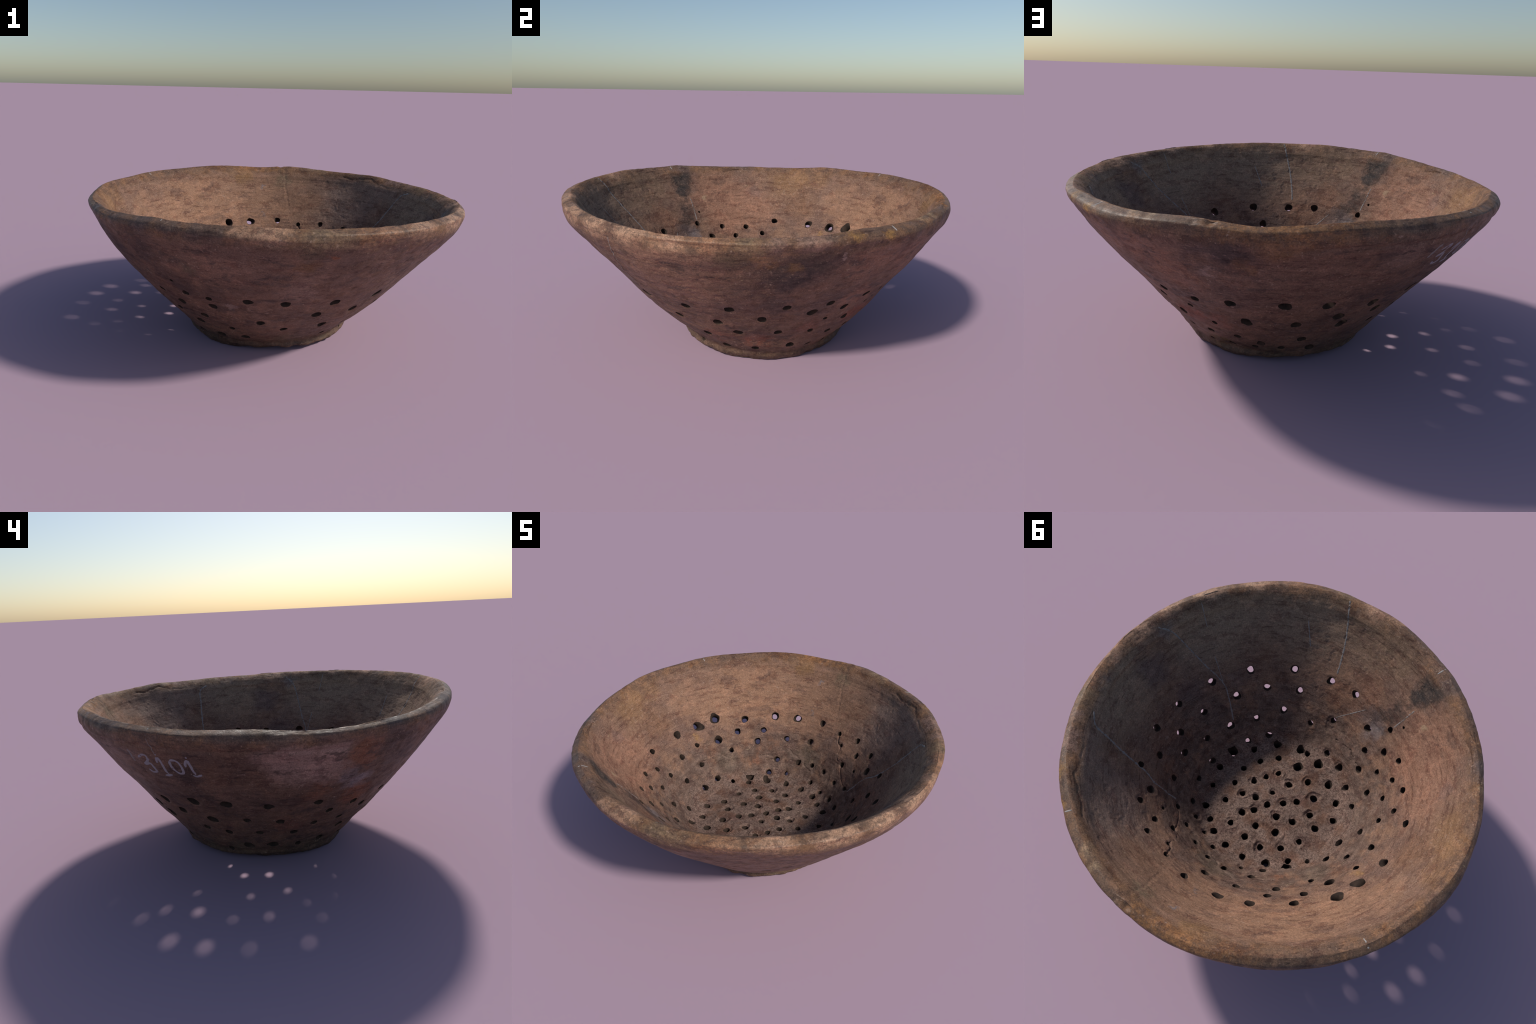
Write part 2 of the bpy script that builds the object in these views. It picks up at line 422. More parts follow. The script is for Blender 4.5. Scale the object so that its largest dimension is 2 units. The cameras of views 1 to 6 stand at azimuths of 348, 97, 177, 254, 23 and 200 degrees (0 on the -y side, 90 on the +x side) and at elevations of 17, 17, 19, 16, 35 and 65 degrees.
def cutter(bm, a, b, rad, chip, through):
    """A stick hole: an uneven tube from inside mouth a to outside mouth b, flared at both mouths."""
    axis = Vector(b - a)
    length = axis.length
    axis.normalize()
    u = axis.orthogonal().normalized()
    v = axis.cross(u)
    sides = 22
    ph = RNG.uniform(0, TAU, 4)
    amp = np.array([.05, .04, .025, .015]) * RNG.uniform(.5, 1.5, 4)
    # (distance along the axis, width share)
    prof = [(-.026, 1.45 * chip), (-.006, 1.14 * chip), (.003, 1.03 + .5 * (chip - 1)), (.012, .90), (length * .55, .74),
            (length - .014, 1.0), (length - .003, 1.18), (length + .006, 1.28), (length + .022, 1.5)]
    if not through:
        prof = [(0, .5), (.008, .8), (.016, .92), (length - .004, 1.0), (length + .02, 1.4)]
    shift = Vector((0, 0, 0))
    rings = []
    push = RNG.uniform(-.35, .35, 2) * (chip - 1) * 2.2
    for n, (s, w) in enumerate(prof):
        ring = []
        for k in range(sides):
            t = TAU * k / sides
            f = 1 + sum(amp[m] * (1.6 if s < 0 or s > length else 1) * math.sin((m + 2) * t + ph[m] + .25 * n) for m in range(4))
            off = (u * push[0] + v * push[1]) * rad if s < .006 else shift
            ring.append(bm.verts.new(Vector(a) + axis * s + off + (u * math.cos(t) + v * math.sin(t)) * rad * w * f))
        rings.append(ring)
    for r0, r1 in zip(rings[:-1], rings[1:]):
        for k in range(sides):
            bm.faces.new((r0[k], r0[(k + 1) % sides], r1[(k + 1) % sides], r1[k]))
    bm.faces.new(list(reversed(rings[0])))
    bm.faces.new(rings[-1])


# holes that touch go into different batches, so that every cutter mesh is clean
batches = []
for h in holes:
    for batch in batches:
        if all(np.linalg.norm(h[0] - g[0]) > 2.1 * (h[2] * h[3] + g[2] * g[3]) and np.linalg.norm(h[1] - g[1]) > 1.9 * (h[2] + g[2]) for g in batch):
            batch.append(h)
            break
    else:
        batches.append([h])

body = bpy.data.objects.new("body", grid_mesh())
bpy.context.collection.objects.link(body)
tools = []
for batch in batches:
    bm = bmesh.new()
    for h in batch:
        cutter(bm, *h)
    bmesh.ops.recalc_face_normals(bm, faces=bm.faces)
    me = bpy.data.meshes.new("punch")
    bm.to_mesh(me)
    bm.free()
    me.polygons.foreach_set("material_index", np.full(len(me.polygons), 2, np.int32))
    tool = bpy.data.objects.new("punch", me)
    bpy.context.collection.objects.link(tool)
    tools.append(tool)
    mod = body.modifiers.new("holes", "BOOLEAN")
    mod.operation, mod.solver, mod.object = "DIFFERENCE", "MANIFOLD", tool


# ----------------------------------------------------------------------------------------------
#  MATERIALS
# ----------------------------------------------------------------------------------------------
def srgb(r, g, b):
    return tuple(((c / 255) / 12.92 if c / 255 <= .04045 else ((c / 255 + .055) / 1.055) ** 2.4) for c in (r, g, b)) + (1,)


TINT = {k: srgb(*v) for k, v in dict(
    inbase=(131, 102, 84), inbase2=(113, 89, 78), outbase=(120, 91, 75), outbase2=(102, 79, 68),
    olive=(142, 119, 100), khaki=(128, 105, 86), soot=(62, 57, 55), pink=(144, 108, 89), ochre=(140, 106, 74), brown=(116, 86, 66),  # olive, and dark below, lightened to fit the inner wall's shadowed side
    dark=(128, 108, 98), purple=(104, 86, 82), tan=(146, 112, 90), terra=(128, 92, 73), moss=(112, 98, 80), yellow=(160, 122, 72),
    rust=(134, 86, 56), bluegrey=(122, 116, 118), redbrown=(112, 80, 66), cream=(176, 152, 122), pinkpale=(152, 124, 108),
    brownpale=(136, 104, 88), soot2=(68, 55, 52), oliv2=(92, 76, 60), ochre2=(124, 92, 62), redox=(138, 102, 84), red=(124, 78, 62),
    pale=(156, 134, 126), yellow2=(122, 102, 66), brown2=(116, 90, 76), moss2=(100, 88, 70), scuff=(160, 130, 120),
    scuff2=(140, 126, 128), rust2=(136, 88, 64),
    crust=(124, 104, 94), crustdark=(82, 66, 59), crustbrown=(104, 77, 63),
    lip=(128, 95, 70), lipdark=(100, 79, 66), rimpale=(174, 139, 116), rimolive=(128, 108, 86), rimtan=(160, 120, 94),  # rimpale brightened to paint the sun's highlight on the lip
    rimblue=(92, 80, 77), rimpink=(150, 122, 112), rimgrey=(108, 86, 72), rimochre=(144, 102, 66),
    scuffpale=(168, 142, 126), pit=(58, 48, 46), hole=(66, 53, 45), holedark=(47, 39, 35),  # hole tints darkened for the shade inside the bores
    number=(150, 142, 146), numberworn=(98, 80, 76), seam=(138, 130, 126), seamworn=(104, 86, 74), white=(156, 150, 146),
    smokein=(104, 80, 70), smokeout=(82, 66, 60), bloomin=(152, 122, 100), bloomout=(126, 98, 84), lipworn=(84, 68, 60),
    grime=(106, 90, 81), grimedark=(84, 70, 64),
    earth=(74, 58, 49), earthpale=(98, 77, 63),
).items()}

# stains and bare patches: (centre, radius, tint, strength)
INSIDE_STAINS = [
    ((0.76, 0.54, 0.75), 0.035, 'soot', 0.70),  # first four: shadow line under the lip step, painted dark, no soot
    ((0.72, 0.58, 0.75), 0.035, 'soot', 0.80),
    ((0.67, 0.63, 0.75), 0.030, 'soot', 0.60),
    ((0.85, 0.41, 0.76), 0.035, 'soot', 0.60),
    ((0.90, -0.02, 0.71), 0.300, 'olive', 0.80),
    ((0.63, -0.64, 0.71), 0.340, 'olive', 0.80),
    ((0.13, -0.85, 0.69), 0.300, 'olive', 0.70),
    ((-0.30, -0.82, 0.75), 0.260, 'khaki', 0.60),
    ((-0.61, -0.60, 0.70), 0.090, 'soot', 0.90),
    ((-0.65, -0.60, 0.76), 0.070, 'soot', 0.80),
    ((-0.57, -0.58, 0.64), 0.060, 'soot', 0.80),
    ((-0.52, -0.56, 0.58), 0.050, 'soot', 0.70),
    ((-0.47, -0.54, 0.51), 0.050, 'soot', 0.60),
    ((-0.40, -0.56, 0.47), 0.050, 'soot', 0.60),
    ((-0.37, -0.54, 0.43), 0.050, 'soot', 0.60),
    ((-0.45, -0.48, 0.42), 0.050, 'soot', 0.40),
    ((-0.70, -0.40, 0.58), 0.200, 'pink', 0.80),
    ((-0.62, -0.32, 0.44), 0.140, 'pink', 0.70),
    ((-0.74, -0.19, 0.51), 0.200, 'pink', 0.80),
    ((-0.90, 0.08, 0.70), 0.140, 'ochre', 0.45),
    ((-0.88, 0.25, 0.71), 0.120, 'ochre', 0.40),
    ((-0.77, 0.17, 0.54), 0.130, 'brown', 0.50),
    ((0.68, 0.50, 0.64), 0.240, 'dark', 0.60),
    ((0.87, 0.34, 0.74), 0.160, 'dark', 0.60),
    ((0.53, 0.55, 0.52), 0.180, 'dark', 0.40),
    ((0.86, 0.18, 0.70), 0.120, 'dark', 0.30),
    ((0.80, -0.26, 0.60), 0.100, 'purple', 0.60),
    ((0.62, -0.30, 0.43), 0.080, 'purple', 0.50),
    ((0.44, -0.49, 0.42), 0.050, 'dark', 0.50),
    ((0.12, 0.76, 0.56), 0.240, 'tan', 0.70),
    ((-0.21, 0.73, 0.56), 0.240, 'tan', 0.80),
    ((-0.43, 0.64, 0.55), 0.240, 'tan', 0.80),
    ((-0.67, 0.46, 0.57), 0.160, 'tan', 0.50),
    ((0.42, 0.67, 0.57), 0.100, 'tan', 0.60),
    ((-0.14, 0.50, 0.24), 0.110, 'terra', 0.70),
    ((-0.19, 0.47, 0.23), 0.070, 'terra', 0.70),
    ((-0.38, 0.35, 0.23), 0.090, 'moss', 0.70),
    ((0.14, 0.52, 0.25), 0.100, 'moss', 0.70),
    ((-0.57, 0.33, 0.38), 0.035, 'yellow', 0.40),
    ((-0.40, 0.10, 0.11), 0.080, 'rust', 0.70),
    ((-0.31, -0.65, 0.52), 0.100, 'terra', 0.50),
    ((-0.17, -0.61, 0.41), 0.100, 'terra', 0.45),
    ((0.26, 0.84, 0.71), 0.070, 'moss', 0.60),
    ((0.82, -0.44, 0.75), 0.070, 'bluegrey', 0.40),
    ((0.94, -0.02, 0.75), 0.050, 'bluegrey', 0.50),
    ((0.61, -0.00, 0.33), 0.140, 'redbrown', 0.60),
    ((0.49, -0.26, 0.28), 0.140, 'purple', 0.40),
    ((0.55, 0.19, 0.30), 0.100, 'redbrown', 0.60),
    ((-0.41, -0.48, 0.40), 0.070, 'bluegrey', 0.50),
    ((-0.35, -0.54, 0.42), 0.070, 'purple', 0.50),
    ((-0.65, -0.48, 0.60), 0.030, 'cream', 0.50),
    ((-0.29, -0.68, 0.55), 0.018, 'cream', 0.60),
    ((-0.83, -0.15, 0.61), 0.060, 'purple', 0.40),
    ((0.12, 0.83, 0.65), 0.020, 'bluegrey', 0.60),
    ((0.10, 0.71, 0.49), 0.020, 'bluegrey', 0.50),
    ((-0.02, 0.89, 0.75), 0.100, 'ochre', 0.60),
    ((-0.14, -0.91, 0.80), 0.050, 'pinkpale', 0.50),
]
OUTSIDE_STAINS = [
    ((0.91, -0.26, 0.61), 0.260, 'brownpale', 0.70),
    ((0.80, -0.18, 0.46), 0.140, 'brownpale', 0.60),
    ((0.86, 0.25, 0.59), 0.130, 'soot2', 0.80),
    ((0.88, 0.36, 0.68), 0.130, 'soot2', 0.60),
    ((0.74, 0.18, 0.41), 0.080, 'soot2', 0.50),
    ((0.98, 0.07, 0.70), 0.090, 'oliv2', 0.70),
    ((0.94, 0.16, 0.67), 0.050, 'ochre2', 0.70),
    ((0.90, 0.24, 0.63), 0.040, 'ochre2', 0.60),
    ((0.73, 0.57, 0.62), 0.150, 'redox', 0.70),
    ((0.56, 0.51, 0.40), 0.120, 'redox', 0.60),
    ((0.55, 0.07, 0.16), 0.080, 'red', 0.70),
    ((0.54, 0.31, 0.24), 0.070, 'red', 0.40),
    ((0.55, -0.11, 0.17), 0.070, 'red', 0.50),
    ((0.85, 0.44, 0.68), 0.020, 'pale', 0.60),
    ((0.72, 0.63, 0.67), 0.012, 'pale', 0.50),
    ((0.77, 0.21, 0.45), 0.025, 'pale', 0.40),
    ((0.46, 0.01, 0.04), 0.030, 'pale', 0.40),
    ((0.46, 0.11, 0.04), 0.030, 'yellow2', 0.50),
    ((0.27, 0.39, 0.04), 0.040, 'yellow2', 0.50),
    ((0.56, 0.75, 0.64), 0.130, 'redox', 0.80),
    ((0.43, 0.76, 0.55), 0.120, 'redox', 0.80),
    ((0.23, 0.94, 0.69), 0.090, 'soot2', 0.80),
    ((0.17, 0.94, 0.67), 0.080, 'soot2', 0.60),
    ((0.34, 0.89, 0.68), 0.060, 'soot2', 0.50),
    ((0.03, 0.98, 0.73), 0.090, 'ochre2', 0.60),
    ((-0.06, 0.98, 0.75), 0.060, 'ochre2', 0.50),
    ((-0.09, 0.84, 0.53), 0.220, 'brown2', 0.70),
    ((-0.30, 0.87, 0.62), 0.180, 'brown2', 0.60),
    ((0.38, 0.52, 0.26), 0.080, 'red', 0.80),
    ((0.26, 0.60, 0.27), 0.070, 'red', 0.50),
    ((0.16, 0.89, 0.61), 0.050, 'ochre2', 0.50),
    ((0.29, 0.83, 0.57), 0.030, 'pale', 0.50),
    ((0.27, 0.42, 0.09), 0.050, 'yellow2', 0.60),
    ((0.04, 0.48, 0.06), 0.080, 'moss2', 0.50),
    ((-0.29, 0.39, 0.06), 0.060, 'moss2', 0.60),
    ((-0.56, 0.76, 0.65), 0.050, 'pale', 0.30),
    ((-0.41, 0.86, 0.67), 0.100, 'pale', 0.20),
    ((-0.56, 0.63, 0.51), 0.100, 'brown2', 0.50),
    ((-0.70, 0.41, 0.47), 0.110, 'brown2', 0.60),
    ((-0.70, 0.56, 0.57), 0.070, 'soot2', 0.60),
    ((-0.96, 0.17, 0.67), 0.170, 'scuff', 0.80),
    ((-0.93, 0.04, 0.61), 0.120, 'scuff', 0.70),
    ((-0.83, -0.14, 0.49), 0.070, 'scuff2', 0.80),
    ((-0.88, -0.07, 0.55), 0.050, 'scuff2', 0.60),
    ((-0.92, 0.41, 0.71), 0.020, 'pale', 0.60),
    ((-0.93, -0.13, 0.64), 0.100, 'rust2', 0.70),
    ((-0.75, -0.17, 0.41), 0.100, 'rust2', 0.80),
    ((-0.82, 0.04, 0.47), 0.080, 'rust2', 0.40),
    ((-0.98, 0.02, 0.70), 0.090, 'scuff', 0.50),
    ((-0.88, -0.33, 0.65), 0.120, 'soot2', 0.50),
    ((-0.63, 0.10, 0.25), 0.100, 'red', 0.35),
    ((-0.40, 0.28, 0.08), 0.070, 'moss2', 0.60),
    ((-0.46, -0.06, 0.04), 0.080, 'moss2', 0.70),
    ((-0.59, -0.72, 0.68), 0.140, 'brown2', 0.50),
    ((-0.40, -0.83, 0.67), 0.200, 'brownpale', 0.50),
    ((-0.54, -0.54, 0.44), 0.080, 'soot2', 0.60),
    ((-0.62, -0.53, 0.50), 0.070, 'soot2', 0.50),
    ((-0.72, -0.55, 0.62), 0.090, 'soot2', 0.50),
    ((-0.06, -0.92, 0.64), 0.060, 'ochre2', 0.60),
    ((0.02, -0.96, 0.69), 0.022, 'rust2', 0.90),
    ((-0.06, -0.97, 0.73), 0.060, 'oliv2', 0.60),
    ((-0.06, -0.79, 0.48), 0.100, 'pale', 0.20),
    ((-0.32, -0.60, 0.35), 0.030, 'pale', 0.50),
    ((-0.54, -0.68, 0.59), 0.050, 'moss2', 0.50),
    ((0.01, -0.43, 0.08), 0.090, 'moss2', 0.60),
    ((-0.37, -0.27, 0.06), 0.060, 'moss2', 0.70),
    ((0.25, -0.33, 0.03), 0.050, 'moss2', 0.60),
    ((-0.33, -0.90, 0.73), 0.140, 'soot2', 0.30),
    ((0.26, -0.85, 0.60), 0.200, 'brown2', 0.30),
]
LIP_STAINS = [
    ((-0.23, -0.94, 0.79), 0.100, 'rimpale', 0.80),
    ((-0.33, -0.90, 0.79), 0.060, 'rimpale', 0.70),
    ((-0.03, -0.98, 0.78), 0.080, 'rimolive', 0.80),
    ((0.07, -0.98, 0.79), 0.060, 'rimolive', 0.60),
    ((0.24, -0.96, 0.79), 0.080, 'rimtan', 0.70),
    ((0.44, -0.89, 0.78), 0.100, 'rimpale', 0.80),
    ((0.65, -0.76, 0.78), 0.080, 'rimpale', 0.80),
    ((-0.73, -0.63, 0.78), 0.080, 'rimblue', 0.80),  # darker, greyer stretch on this side of the rim
    ((-0.62, -0.73, 0.79), 0.060, 'rimblue', 0.70),
    ((-0.51, -0.81, 0.79), 0.060, 'rimblue', 0.60),
    ((-0.93, -0.26, 0.76), 0.060, 'rimblue', 0.70),
    ((-0.42, -0.87, 0.79), 0.050, 'rimblue', 0.40),
    ((0.69, -0.72, 0.78), 0.080, 'rimpale', 0.70),
    ((0.84, -0.55, 0.76), 0.100, 'rimpale', 0.90),
    ((0.93, -0.37, 0.76), 0.100, 'rimpale', 0.90),
    ((0.98, -0.19, 0.75), 0.090, 'rimpale', 0.70),
    ((1.00, -0.04, 0.75), 0.070, 'rimtan', 0.70),
    ((0.99, 0.10, 0.75), 0.080, 'rimolive', 0.70),
    ((0.97, 0.21, 0.75), 0.060, 'rimpink', 0.70),
    ((0.93, 0.34, 0.76), 0.070, 'rimpink', 0.60),
    ((0.84, 0.49, 0.77), 0.030, 'yellow', 0.80),
    ((0.83, 0.51, 0.77), 0.030, 'yellow', 0.60),
    ((0.75, 0.62, 0.77), 0.028, 'yellow', 0.80),
    ((0.80, 0.57, 0.76), 0.060, 'rimgrey', 0.70),
    ((0.62, 0.74, 0.77), 0.070, 'rimgrey', 0.60),
    ((0.46, 0.84, 0.78), 0.050, 'rimgrey', 0.50),
    ((0.85, 0.47, 0.77), 0.030, 'yellow', 0.60),
    ((0.76, 0.62, 0.76), 0.030, 'yellow', 0.60),
    ((0.54, 0.80, 0.77), 0.050, 'cream', 0.35),
    ((0.48, 0.84, 0.78), 0.030, 'cream', 0.50),
    ((0.40, 0.89, 0.77), 0.070, 'rimgrey', 0.60),
    ((0.31, 0.93, 0.77), 0.022, 'rimblue', 0.90),
    ((0.30, 0.93, 0.77), 0.012, 'cream', 0.80),
    ((0.23, 0.93, 0.78), 0.070, 'rimochre', 0.70),
    ((0.13, 0.95, 0.78), 0.090, 'rimochre', 0.80),
    ((0.00, 0.97, 0.78), 0.090, 'rimochre', 0.70),
    ((-0.16, 0.94, 0.79), 0.090, 'rimochre', 0.50),
    ((-0.38, 0.90, 0.78), 0.100, 'rimgrey', 0.70),
    ((-0.54, 0.82, 0.78), 0.090, 'rimgrey', 0.60),
    ((-0.77, 0.61, 0.78), 0.070, 'rimochre', 0.40),
    ((-0.49, 0.85, 0.78), 0.070, 'rimgrey', 0.60),
    ((-0.70, 0.71, 0.77), 0.080, 'rimgrey', 0.70),
    ((-0.82, 0.58, 0.77), 0.080, 'rimgrey', 0.70),
    ((-0.91, 0.42, 0.77), 0.090, 'rimblue', 0.50),
    ((-0.97, 0.25, 0.76), 0.080, 'rimgrey', 0.60),
    ((-0.99, 0.03, 0.76), 0.080, 'rimblue', 0.50),
    ((-0.96, -0.14, 0.77), 0.030, 'cream', 0.50),
    ((-0.94, -0.25, 0.76), 0.050, 'rimblue', 0.70),
    ((-0.89, -0.37, 0.77), 0.060, 'rimochre', 0.50),
    ((-0.68, -0.66, 0.79), 0.060, 'rimblue', 0.70),
    ((-0.80, -0.51, 0.78), 0.060, 'rimblue', 0.50),
]


class Tree:
    """Short hand for building a node tree."""

    def __init__(self, name):
        self.mat = bpy.data.materials.new(name)
        self.mat.use_nodes = True
        self.t = self.mat.node_tree
        self.t.nodes.clear()

    def node(self, kind, **props):
        n = self.t.nodes.new(kind)
        for k, v in props.items():
            setattr(n, k, v)
        return n

    def put(self, socket, value):
        if isinstance(value, bpy.types.NodeSocket):
            self.t.links.new(value, socket)
        else:
            socket.default_value = value

    def math(self, op, a, b=0.0, c=0.0, clamp=False):
        n = self.node("ShaderNodeMath", operation=op, use_clamp=clamp)
        for s, v in zip(n.inputs, (a, b, c)):
            self.put(s, v)
        return n.outputs[0]

    def vec(self, op, a, b=None, scale=None):
        n = self.node("ShaderNodeVectorMath", operation=op)
        self.put(n.inputs[0], a)
        if b is not None:
            self.put(n.inputs[1], b)
        if scale is not None:
            self.put(n.inputs[3], scale)
        return n.outputs["Value" if op in ("DISTANCE", "LENGTH", "DOT_PRODUCT") else 0]

    def ramp(self, x, lo, hi, a=0.0, b=1.0):
        n = self.node("ShaderNodeMapRange", interpolation_type="SMOOTHSTEP")
        for s, v in zip(n.inputs, (x, lo, hi, a, b)):
            self.put(s, v)
        return n.outputs[0]

    def noise(self, at, scale, detail=4.0, rough=.55, out=0):
        n = self.node("ShaderNodeTexNoise")
        self.put(n.inputs["Vector"], at)
        n.inputs["Scale"].default_value = scale
        n.inputs["Detail"].default_value = detail
        n.inputs["Roughness"].default_value = rough
        return n.outputs[out]

    def mix(self, f, a, b, mode="MIX"):
        n = self.node("ShaderNodeMix", data_type="RGBA", blend_type=mode)
        n.clamp_factor = True
        self.put(n.inputs[0], f)
        self.put(n.inputs[6], a)
        self.put(n.inputs[7], b)
        return n.outputs[2]

    def stretched(self, at, sx, sy, sz):
        n = self.node("ShaderNodeVectorMath", operation="MULTIPLY")
        self.put(n.inputs[0], at)
        n.inputs[1].default_value = (sx, sy, sz)
        return n.outputs[0]


def clay(name, base, second, stains, dark, inner):
    t = Tree(name)
    where = t.node("ShaderNodeTexCoord").outputs["Object"]
    # warped position: gives every stain a ragged edge
    w1 = t.vec("SUBTRACT", t.noise(where, 6, 3, .6, 1), (.5, .5, .5))
    w2 = t.vec("SUBTRACT", t.noise(where, 26, 4, .65, 1), (.5, .5, .5))
    warped = t.vec("ADD", t.vec("ADD", where, t.vec("SCALE", w1, scale=.16)), t.vec("SCALE", w2, scale=.09))
    streak_at = t.vec("ADD", t.stretched(where, 2.4, 2.4, 30), t.vec("SCALE", w1, scale=1.2))
    streak = t.noise(streak_at, 1.6, 5, .62)
    fine_streak = t.noise(t.stretched(where, 5, 5, 75), 1.5, 4, .6)
    cloud = t.noise(where, 5.5, 5, .6)
    mottle = t.noise(where, 24, 5, .65)
    grain = t.noise(where, 110, 3, .6)

    col = t.mix(t.ramp(cloud, .35, .68), base, second)

    # ragged break-up of every stain, so that the clay shows through
    patchy = t.ramp(t.math("ADD", t.math("MULTIPLY", mottle, .55), t.math("MULTIPLY", t.noise(where, 70, 5, .7), .45)), .34, .56, .62, 1.0)

    def lay(col, stains, soft=.45):
        for c, r, tint, s in stains:
            d = t.vec("DISTANCE", warped, c)
            col = t.mix(t.math("MULTIPLY", t.ramp(d, r * 1.25, r * soft, 0.0, min(1.0, s * 1.2)), patchy), col, TINT[tint])
        return col

    col = lay(col, stains)
    # smoky smudges drawn out along the wiping direction
    smudge = t.noise(t.vec("ADD", t.stretched(where, 4, 4, 13), t.vec("SCALE", w1, scale=1.5)), 1.7, 6, .68)
    col = t.mix(t.ramp(smudge, .53, .64, 0, .62 if inner else .75), col, TINT["smokein" if inner else "smokeout"])
    col = t.mix(t.ramp(t.noise(where, 7.5, 5, .65), .56, .68, 0, .22 if inner else .5), col, TINT["bloomin" if inner else "bloomout"])
    if inner:
        # grime clings to the wall between the holes
        low = t.ramp(t.vec("DOT_PRODUCT", warped, (0, 0, 1)), .52, .22)
        grime = t.ramp(t.math("ADD", t.noise(where, 11, 6, .7), t.math("MULTIPLY", low, .22)), .54, .72, 0, .78)
        col = t.mix(t.math("MULTIPLY", grime, t.math("ADD", t.math("MULTIPLY", low, .8), .15)), col, t.mix(t.ramp(mottle, .4, .6), TINT["grime"], TINT["grimedark"]))
        # the floor carries a grey crust with dark mottles and a ragged border
        xy = t.stretched(warped, 1, 1, 0)
        rad = t.vec("DISTANCE", xy, (-.03, .02, 0))
        crust = t.math("MULTIPLY", t.ramp(rad, .56, .34), t.ramp(t.vec("DOT_PRODUCT", warped, (0, 0, 1)), .27, .12))
        crust = t.ramp(t.math("ADD", crust, t.math("MULTIPLY", t.math("SUBTRACT", mottle, .5), 1.1)), .25, .75)
        blot = t.noise(where, 75, 6, .78)
        crust_col = t.mix(t.ramp(blot, .40, .68), TINT["crust"], TINT["crustdark"])
        crust_col = t.mix(t.ramp(t.noise(where, 9, 4, .6), .46, .66, 0, .8), crust_col, TINT["crustbrown"])
        col = t.mix(t.math("MULTIPLY", crust, .9), col, crust_col)
    else:
        # the foot is stained by damp earth
        earth = t.ramp(t.math("ADD", t.vec("DOT_PRODUCT", warped, (0, 0, 1)), t.math("MULTIPLY", t.math("SUBTRACT", mottle, .5), .16)), .13, .02, 0, .8)
        col = t.mix(earth, col, t.mix(t.ramp(t.noise(where, 30, 5, .7), .42, .62), TINT["earth"], TINT["earthpale"]))
    # lip band: position above a gently tilted lip line
    sep = t.node("ShaderNodeSeparateXYZ")
    t.put(sep.inputs[0], where)
    x, y, z = sep.outputs
    tilt = t.math("ADD", t.math("MULTIPLY", t.math("SUBTRACT", t.math("MULTIPLY", x, x), t.math("MULTIPLY", y, y)), LIP_HEIGHT[1][2]),
                  t.math("ADD", t.math("MULTIPLY", x, LIP_HEIGHT[1][0]), t.math("MULTIPLY", y, LIP_HEIGHT[1][1])))
    up = t.math("ADD", t.math("SUBTRACT", t.math("SUBTRACT", z, tilt), LIP_HEIGHT[0]), t.math("MULTIPLY", t.math("SUBTRACT", mottle, .5), .05))
    band = t.ramp(up, -.062 if inner else -.085, -.012 if inner else -.045)
    lip_col = t.mix(t.ramp(cloud, .4, .65), TINT["lip"], TINT["lipdark"])
    lip_col = lay(lip_col, LIP_STAINS, .3)
    lip_col = t.mix(t.ramp(t.noise(where, 34, 7, .80), .47, .56, 0, .62), lip_col, TINT["lipworn"])
    col = t.mix(t.math("MULTIPLY", band, .85), col, lip_col)
    # wiping streaks, darker and redder
    col = t.mix(t.ramp(streak, .50, .74, 0, .55 if inner else .42), col, t.mix(1.0, col, dark, "MULTIPLY"))
    col = t.mix(t.ramp(fine_streak, .52, .72, 0, .36 if inner else .26), col, t.mix(1.0, col, dark, "MULTIPLY"))
    # cloudy soot and general mottling
    col = t.mix(t.ramp(mottle, .50, .74, 0, .45), col, t.mix(1.0, col, dark, "MULTIPLY"))
    light = t.mix(1.0, col, (1.38, 1.34, 1.30, 1), "MULTIPLY")
    col = t.mix(t.ramp(t.math("ADD", t.math("MULTIPLY", mottle, .6), t.math("MULTIPLY", fine_streak, .4)), .47, .30, 0, .75), col, light)
    # flaked slip: crisp-edged lighter and darker islands
    flake = t.noise(t.vec("ADD", t.stretched(where, 1, 1, 1.7), t.vec("SCALE", w2, scale=.05)), 12, 9, .66)
    col = t.mix(t.ramp(flake, .535, .555, 0, .55), col, t.mix(1.0, col, (1.32, 1.27, 1.24, 1), "MULTIPLY"))
    islet = t.noise(t.vec("ADD", t.stretched(where, 5, 5, 17), t.vec("SCALE", w2, scale=.6)), 1.9, 8, .68)
    col = t.mix(t.ramp(islet, .545, .580, 0, .72), col, t.mix(1.0, col, (.66, .58, .60, 1), "MULTIPLY"))
    # fine grain, then thin scratches and pale scuffs
    speck = t.noise(where, 150, 6, .8)
    col = t.mix(t.ramp(speck, .50, .64, 0, .9), col, t.mix(1.0, col, (.56, .53, .53, 1), "MULTIPLY"))
    col = t.mix(t.ramp(speck, .48, .36, 0, .85), col, t.mix(1.0, col, (1.55, 1.52, 1.50, 1), "MULTIPLY"))
    hair = t.noise(t.vec("ADD", t.stretched(where, 7, 7, 130), t.vec("SCALE", w1, scale=2.2)), 1.3, 3, .55)
    col = t.mix(t.math("MULTIPLY", t.ramp(hair, .60, .66, 0, .75), t.ramp(cloud, .38, .55)), col, t.mix(1.0, col, (.50, .46, .47, 1), "MULTIPLY"))
    tilt_at = t.node("ShaderNodeMapping")
    t.put(tilt_at.inputs["Vector"], where)
    tilt_at.inputs["Rotation"].default_value = (.7, .4, .5)
    tilt_at.inputs["Scale"].default_value = (9, 110, 110)
    nick = t.noise(t.vec("ADD", tilt_at.outputs[0], t.vec("SCALE", w2, scale=3.0)), 1.0, 3, .5)
    col = t.mix(t.math("MULTIPLY", t.ramp(nick, .66, .72, 0, .55), t.ramp(t.noise(where, 6, 2, .5), .48, .60)), col, TINT["scuffpale"])
